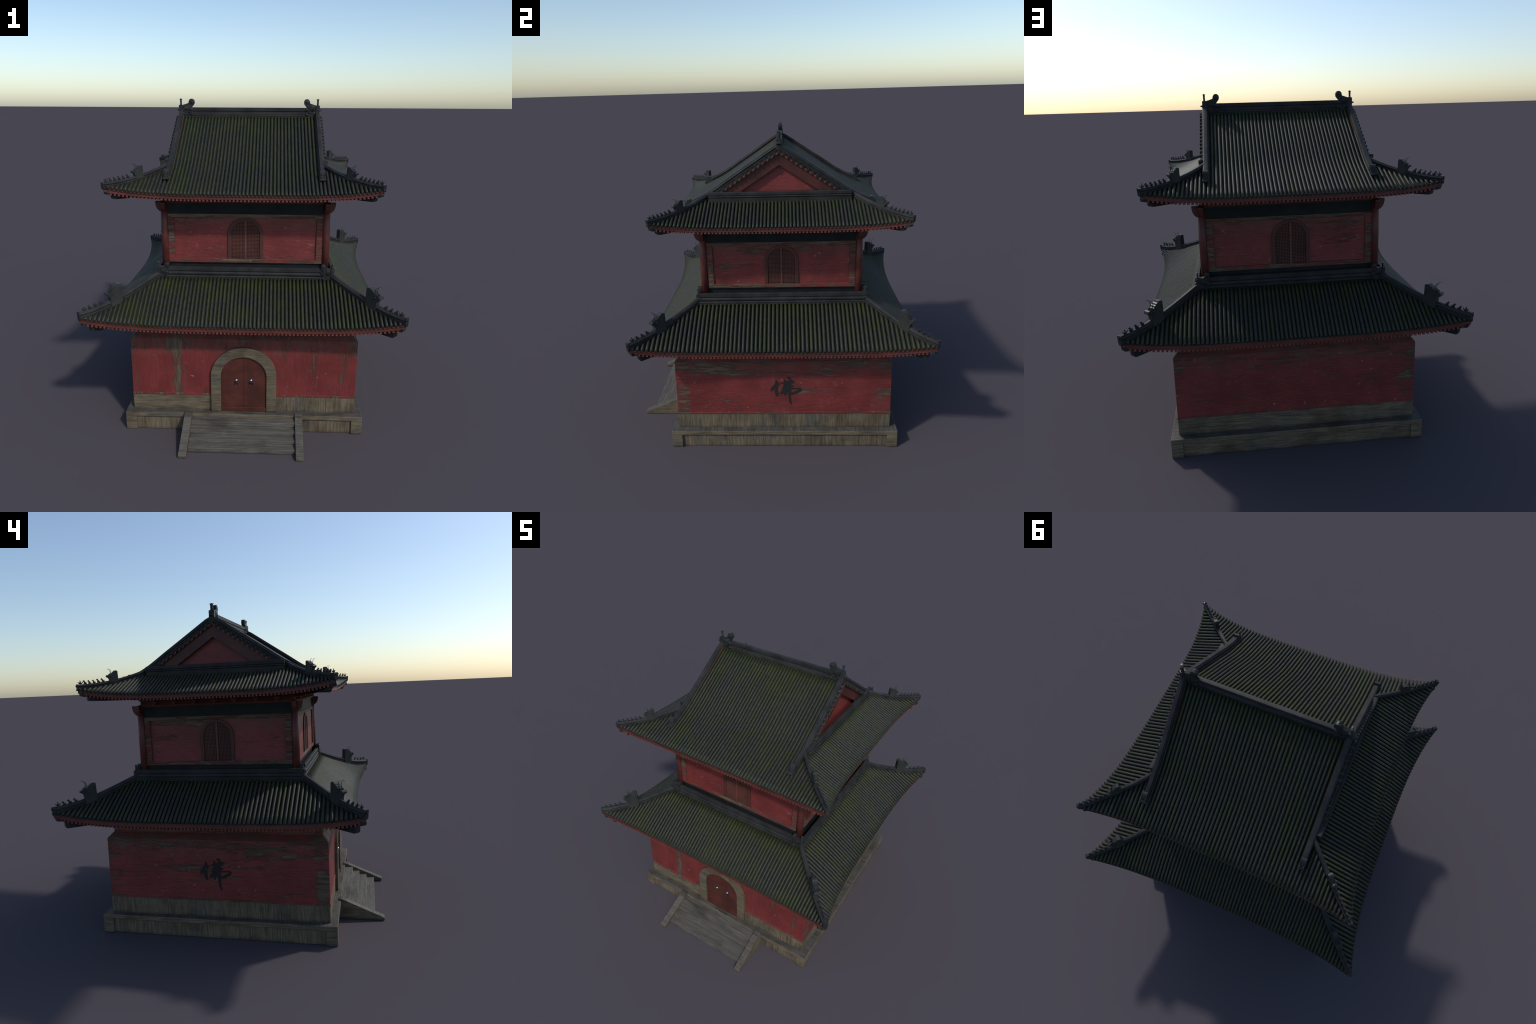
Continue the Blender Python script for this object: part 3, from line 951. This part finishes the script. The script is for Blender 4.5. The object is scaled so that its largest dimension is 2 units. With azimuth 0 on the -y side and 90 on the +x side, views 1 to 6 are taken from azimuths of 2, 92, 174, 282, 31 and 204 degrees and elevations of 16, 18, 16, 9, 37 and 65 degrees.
# stepped apron ridge against the upper storey
mould = [(-0.014, 0.925), (-0.014, 1.0050), (-0.012, 1.0075), (0.0060, 1.0075), (0.0085, 1.0055), (0.0085, 0.9850), (0.0065, 0.9825), (0.0025, 0.9820), (0.0025, 0.9785), (0.0080, 0.9775), (0.0110, 0.9730), (0.0118, 0.9680), (0.0110, 0.9630), (0.0080, 0.9600), (0.0040, 0.9590), (0.0040, 0.9550), (0.0095, 0.9540), (0.0120, 0.9500), (0.0120, 0.9455), (0.0095, 0.9430), (0.0140, 0.9420), (0.0140, 0.9350), (0.0040, 0.9340), (0.0040, 0.920)]
for side in SIDES:
    s = Shape()
    mitred(s, side, mould, 0.5340, 0.5240)
    part("apron_ridge", s, M["ridge"], lower_roof)
big_beast, mid_beast = ridge_beast(1.0, 1.0), ridge_beast(0.70, 0.55)
hips(low, lower_roof, 0.520, 0.0, 0.82, 0.86, big_beast, 0.7160, 0.0400, 4, 0.872, 0.0333, (-0.025, -0.050, -0.060, -0.100, 0.066, 1.12))

# ---- upper hip-and-gable roof
top_curve = [(0.0, 1.888), (0.21, 1.790), (0.42, 1.692), (0.60, 1.608), (0.78, 1.5450), (1.0, 1.4735)]
upr = Roof(0.003, 0.013, 0.0, 0.6990, 0.75, 0.052, 4.0, 0.046, 4.0, top_curve)
GX = 0.4455                                           # line of the sloping gable ridges
s = Shape()
s.box(-0.40, 0.40, -0.010, 0.010, 1.84, 1.884)
upper_roof = part("upper_roof", s, M["ridge"], root)


def upper_start(side, u):
    if side in ("front", "back"):
        return 0.012 if abs(u) < GX - 0.012 else 0.4150
    return 0.462


build_rows(upr, upper_roof, dict(front=0.02165, back=0.02165, right=0.0216, left=0.0216), 0.328, upper_start, 23, 150)
eave_parts(upr, upper_roof, 0.0225, 0.0210, 0.0112, 0.0145, 0.475, 1.462, 0.22)
hips(upr, upper_roof, 0.4360, 0.25, 0.66, 0.64, mid_beast, 0.5780, 0.0260, 6, 0.733, 0.0262, (-0.021, -0.041, -0.050, -0.070, 0.058, 1.0))

# small bracket blocks under the upper eaves
s = Shape()
for side in SIDES:
    w, d = half_extents(side, UX, UY)
    for i in range(-3, 4):
        u = i * 0.128
        for (hw, n0, n1, z0, z1) in ((0.010, d - 0.01, d + 0.030, 1.4090, 1.4200), (0.022, d + 0.012, d + 0.026, 1.4202, 1.4300), (0.008, d - 0.01, d + 0.052, 1.4302, 1.4400)):
            s.hexa([side_frame(side, x, n, z0) for x, n in ((u - hw, n0), (u + hw, n0), (u + hw, n1), (u - hw, n1))], [side_frame(side, x, n, z1) for x, n in ((u - hw, n0), (u + hw, n0), (u + hw, n1), (u - hw, n1))])
part("eave_brackets", s, M["trim"], upper_roof, stuff=True)

# main ridge
s = Shape()
main = [(0.0, 1.9420), (0.0120, 1.9415), (0.0145, 1.9390), (0.0145, 1.9215), (0.0125, 1.9190), (0.0090, 1.9185), (0.0090, 1.9070), (0.0105, 1.9060), (0.0130, 1.9035), (0.0130, 1.9005), (0.0105, 1.8990), (0.0120, 1.8975), (0.0150, 1.8950), (0.0150, 1.8895), (0.0120, 1.8880), (0.0190, 1.8870), (0.0190, 1.8790), (0.0100, 1.8700)]
main = [(u * 0.84, w) for u, w in main]
prof = main + [(-u, w) for u, w in reversed(main[1:])]
s.sweep(prof, [(Vector((x, 0, 0)), Vector((0, 1, 0)), Vector((0, 0, 1))) for x in (-0.43, -0.2, 0, 0.2, 0.43)])
part("main_ridge", s, M["ridge"], upper_roof)

# sloping gable ridges, gable tiles, bargeboards, gable walls
mini = ridge_beast(0.66, 0.25)
for sx in (-1, 1):
    for sy in (-1, 1):
        s = Shape()
        path = []
        d_end = 0.542
        for i in range(25):
            d = d_end * i / 24
            a = GX - upr.dx
            p = Vector((sx * GX, sy * d, upr.z(a, d)))
            q = Vector((sx * GX, sy * (d + 0.01), upr.z(a, d + 0.01)))
            t = (q - p).normalized()
            up = Vector((0, 0, 1)) if i == 0 else (Vector((1, 0, 0)).cross(t) * (1 if sy < 0 else -1))
            if up.z < 0:
                up = -up
            path.append((p, Vector((1, 0, 0)), up))
        chui = [(0.0, 0.0385), (0.0120, 0.0380), (0.0135, 0.0350), (0.0135, 0.0315), (0.0165, 0.0305), (0.0190, 0.0270), (0.0190, 0.0225), (0.0165, 0.0195), (0.0140, 0.0185), (0.0140, 0.0150), (0.0180, 0.0140), (0.0185, 0.0095), (0.0160, 0.0080), (0.0160, -0.010)]
        chui = [(u * 0.84, w) for u, w in chui]
        s.sweep(chui + [(-u, w) for u, w in reversed(chui[1:])], path)
        ridge = part("gable_ridge", s, M["ridge"], upper_roof)
        # beast at the foot of the ridge, facing down the slope
        d0 = 0.534
        p = Vector((sx * GX, sy * d0, upr.z(GX - upr.dx, d0) + 0.0040))
        q = Vector((sx * GX, sy * (d0 + 0.05), upr.z(GX - upr.dx, d0 + 0.05) + 0.0040))
        t = (q - p).normalized()
        sd = Vector((0, 0, 1)).cross(t).normalized()
        m = Matrix((t, sd, t.cross(sd))).transposed().to_4x4()
        m.translation = p
        place("ridge_beast", mini, None, ridge, m @ Matrix.Diagonal((1, 1.4, 1, 1)))
        # red board edge between the ridge and the first row
        s = Shape()
        pts = []
        for i in range(13):
            d = 0.02 + 0.30 * i / 12
            z = upr.z(GX - upr.dx, d)
            h = 0.0155 * (1 - (i / 12) ** 2) + 0.001
            x0, x1 = sx * (GX - 0.0135), sx * (GX - 0.0185)
            pts += [Vector((x0, sy * d, z - 0.004)), Vector((x0, sy * d, z + h)), Vector((x1, sy * d, z + h)), Vector((x1, sy * d, z - 0.004))]
        s.add(pts, [(4 * i + j, 4 * i + (j + 1) % 4, 4 * i + 4 + (j + 1) % 4, 4 * i + 4 + j) for i in range(12) for j in range(4)] + [(0, 1, 2, 3), (48, 49, 50, 51)])
        part("red_fillet", s, M["trim"], ridge)
    # round tiles that look out of the gable, with red drips between them
    ends, stubs, drips, bed = Shape(), Shape(), Shape(), Shape()
    step = 0.0286
    surf = lambda d: upr.z(GX - upr.dx, abs(d))
    k = 14
    for i in range(-k, k + 1):
        d = i * step
        z = surf(d) - 0.0015
        if i == 0:
            z -= 0.006
        c = Vector((sx * (GX + 0.006), d, z))
        stubs.disc(c, (sx, 0, -0.10), 0.0092, 0.025, 14)
        ends.disc(c + Vector((sx * 0.025, 0, -0.0025)), (sx, 0, -0.10), 0.0098, 0.002, 14)
        ends.disc(c + Vector((sx * 0.027, 0, -0.0027)), (sx, 0, -0.10), 0.0070, 0.0012, 12)
        if i < k:
            dm = d + step / 2
            c = Vector((sx * (GX + 0.0255), dm, surf(dm) - 0.0135))
            out = [(-0.0085, 0.009), (-0.0085, 0.001)] + [(-0.0085 * math.cos(math.pi * q / 6), -0.0065 * math.sin(math.pi * q / 6)) for q in range(1, 6)] + [(0.0085, 0.001), (0.0085, 0.009)]
            slope = (surf(dm + 0.01) - surf(dm - 0.01)) / 0.02
            drips.prism(out, lambda u, w, t: c + Vector((sx * t, u, w + slope * u)), -0.002, 0.0015)
    N = 36
    dmax = 0.425
    ds = [-dmax + 2 * dmax * i / N for i in range(N + 1)]
    v = []
    for d in ds:
        z = surf(d)
        v += [Vector((sx * (GX - 0.012), d, z + 0.004)), Vector((sx * (GX + 0.0245), d, z + 0.004)), Vector((sx * (GX + 0.0245), d, z - 0.012)), Vector((sx * (GX - 0.012), d, z - 0.012))]
    bed.add(v, [(4 * i + j, 4 * i + (j + 1) % 4, 4 * i + 4 + (j + 1) % 4, 4 * i + 4 + j) for i in range(N) for j in range(4)] + [(0, 1, 2, 3), (4 * N, 4 * N + 1, 4 * N + 2, 4 * N + 3)])
    gable = part("gable_bed", bed, M["band"], upper_roof)
    part("gable_tiles", stubs, M["end"], gable, stuff=True)
    part("gable_tile_ends", ends, M["end"], gable, stuff=True)
    part("gable_drips", drips, M["drip"], gable, stuff=True)
    for sy in (-1, 1):
        s = Shape()
        v = []
        for i in range(N // 2 + 1):
            d = sy * dmax * i / (N // 2)
            z1 = surf(d) - 0.0125
            z0 = max(z1 - 0.0750, 1.5900)
            z1 = max(z1, z0 + 0.001)
            xo, xi = sx * (GX + 0.0130), sx * (GX - 0.004)
            v += [Vector((xi, d, z0)), Vector((xo, d, z0)), Vector((xo, d, z1)), Vector((xi, d, z1))]
        n = N // 2
        s.add(v, [(4 * i + j, 4 * i + (j + 1) % 4, 4 * i + 4 + (j + 1) % 4, 4 * i + 4 + j) for i in range(n) for j in range(4)] + [(0, 1, 2, 3), (4 * n, 4 * n + 1, 4 * n + 2, 4 * n + 3)])
        part("bargeboard", s, M["barge"], gable)
    # studs in a ring at the apex
    s = Shape()
    for q in range(7):
        r = 0.0 if q == 6 else 0.0085
        s.ball((sx * (GX + 0.0132), r * math.cos(q * math.pi / 3), 1.8265 + r * math.sin(q * math.pi / 3)), 0.0013, 8, 5)
    part("bargeboard_studs", s, M["barge"], gable, stuff=True)
    s = Shape()
    tri = [(d, surf(d) - 0.02) for d in [0.40 - 0.8 * i / 24 for i in range(25)]]
    tri = [(-0.40, 1.57)] + [(d, z) for d, z in reversed(tri)] + [(0.40, 1.57)]
    s.prism(tri, lambda u, w, t: Vector((sx * t, u, w)), 0.405, 0.4300)
    look = worn_red(("right" if sx > 0 else "left") + "_gable_paint", "y", 12.5 + sx, -0.015 if sx > 0 else -0.04, ((0.0, 1.735, 0.13, 0.012, 0.10),) if sx > 0 else (), top=1.95, edge=0.9)
    part("gable_wall", s, look, gable)
    # level ridge at the foot of the gable
    s = Shape()
    boji = [(0.006, 1.6445), (0.0100, 1.6435), (0.0115, 1.6410), (0.0115, 1.6255), (0.0095, 1.6230), (0.0065, 1.6225), (0.0065, 1.6205), (0.0110, 1.6195), (0.0130, 1.6165), (0.0130, 1.6140), (0.0105, 1.6115), (0.0085, 1.6105), (0.0085, 1.5700), (-0.014, 1.57), (-0.014, 1.6425), (-0.010, 1.6445)]
    s.sweep([(sx * u, w) for u, w in boji], [(Vector((sx * 0.4735, y, 0)), Vector((1, 0, 0)), Vector((0, 0, 1))) for y in (-0.4340, 0.0, 0.4340)])
    part("gable_foot_ridge", s, M["ridge"], gable)


# ------------------------------------------------------------------ dragon-fish ornaments
def chiwen_mesh():
    """Ridge ornament: square block with a ringed post at the outer end, body rising to a curled tail.
    +x points along the ridge towards its middle; origin under the post."""
    k = 2.17e-4
    px = [(272, 765), (268, 605), (222, 592), (212, 575), (225, 560), (268, 556), (272, 440), (385, 438), (480, 412), (565, 380), (568, 340), (582, 300), (612, 268), (655, 254), (700, 266), (732, 298), (745, 345), (738, 395), (705, 445), (664, 488), (676, 528), (706, 524), (726, 512), (748, 520), (746, 556), (720, 585), (692, 606), (690, 700), (695, 750), (640, 772), (480, 770)]
    s = Shape()
    s.prism([((x - 330) * k, (765 - y) * k) for x, y in px], lambda u, w, t: Vector((u, t, w)), -0.0130, 0.0130)
    s.box(-0.0125, 0.013, -0.0172, 0.0172, 0.0, 0.0705)
    rng = random.Random(5)
    for t in (-1, 1):
        # curl of the tail, jaw, eye, scales and fins in relief
        s.ball(((658 - 330) * k, t * 0.0060, (765 - 345) * k), 0.0185, 18, 12, (1, 0.58, 1))
        s.ball(((640 - 330) * k, t * 0.0150, (765 - 580) * k), 0.0090, 12, 8, (1.2, 0.5, 0.9))
        s.ball(((655 - 330) * k, t * 0.0155, (765 - 715) * k), 0.0085, 12, 8, (1.2, 0.6, 0.7))
        s.ball(((590 - 330) * k, t * 0.0155, (765 - 640) * k), 0.0055, 10, 7, (1, 0.7, 1))
        s.ball(((735 - 330) * k, t * 0.0050, (765 - 540) * k), 0.0070, 10, 7)
        for _ in range(46):
            x, y = rng.uniform(400, 690), rng.uniform(440, 760)
            if y < 470 and x < 470 or (x > 640 and y < 520):
                continue
            s.ball(((x - 330) * k, t * 0.0132, (765 - y) * k), rng.uniform(0.0026, 0.0050), 8, 6, (rng.uniform(0.7, 1.6), 0.55, rng.uniform(0.7, 1.5)), Matrix.Rotation(rng.uniform(0, 3), 3, "Y"))
        for q in range(6):
            s.tube([((420 + 38 * q - 330) * k, t * 0.0150, (765 - 470 - 14 * math.sin(q)) * k), ((450 + 38 * q - 330) * k, t * 0.0160, (765 - 545) * k), ((440 + 40 * q - 330) * k, t * 0.0150, (765 - 620) * k)], [0.0022, 0.0032, 0.0015], 6)
    me = s.mesh("ornament_body")
    ob = place("ornament_body", me, None, None)
    r = ob.modifiers.new("skin", "REMESH")
    r.mode, r.voxel_size = "VOXEL", 0.0016
    dg = bpy.context.evaluated_depsgraph_get()
    body = bpy.data.meshes.new_from_object(ob.evaluated_get(dg))
    bpy.data.objects.remove(ob)
    for v in body.vertices:
        n = noise.noise(v.co * 160) * 0.0010 + noise.noise(v.co * 420) * 0.0005
        v.co += v.normal * n
    body.polygons.foreach_set("use_smooth", [True] * len(body.polygons))
    # ringed post
    s = Shape()
    prof = [(0.0, 0.0), (0.0068, 0.0), (0.0068, 0.006), (0.0050, 0.008), (0.0066, 0.011), (0.0050, 0.014), (0.0066, 0.0175), (0.0052, 0.021), (0.0066, 0.0245), (0.0058, 0.030), (0.0062, 0.0345), (0.0098, 0.0370), (0.0098, 0.0385), (0.0030, 0.0395), (0.0018, 0.0425), (0.0, 0.0430)]
    seg, v, f = 14, [], []
    for r_, h in prof:
        v += [Vector((r_ * math.cos(2 * math.pi * j / seg), 1.5 * r_ * math.sin(2 * math.pi * j / seg), 0.0700 + h)) for j in range(seg)]
    for i in range(len(prof) - 1):
        f += [(i * seg + j, i * seg + (j + 1) % seg, (i + 1) * seg + (j + 1) % seg, (i + 1) * seg + j) for j in range(seg)]
    s.add(v, f)
    post = s.mesh("ornament_post")
    body.materials.append(M["glazed"])
    post.materials.append(M["glazed"])
    body.name = "ridge_ornament"
    return body, post


body, post = chiwen_mesh()
spots = []
for sx in (-1, 1):
    spots.append((Vector((sx * 0.4485, 0.0, 1.8860)), sx, (1.0, 1.0, 1.0), upper_roof))
    for sy in (-1, 1):
        spots.append((Vector((sx * 0.5290, sy * 0.5270, 0.9380)), sx, (0.76, 0.95, 0.90), lower_roof))
for p, sx, sc, owner in spots:
    m = Matrix.Translation(p) @ Matrix.Rotation(math.pi if sx > 0 else 0.0, 4, "Z") @ Matrix.Diagonal((*sc, 1))
    ob = place("ridge_ornament", body, None, owner, m)
    place("ornament_post", post, None, ob)
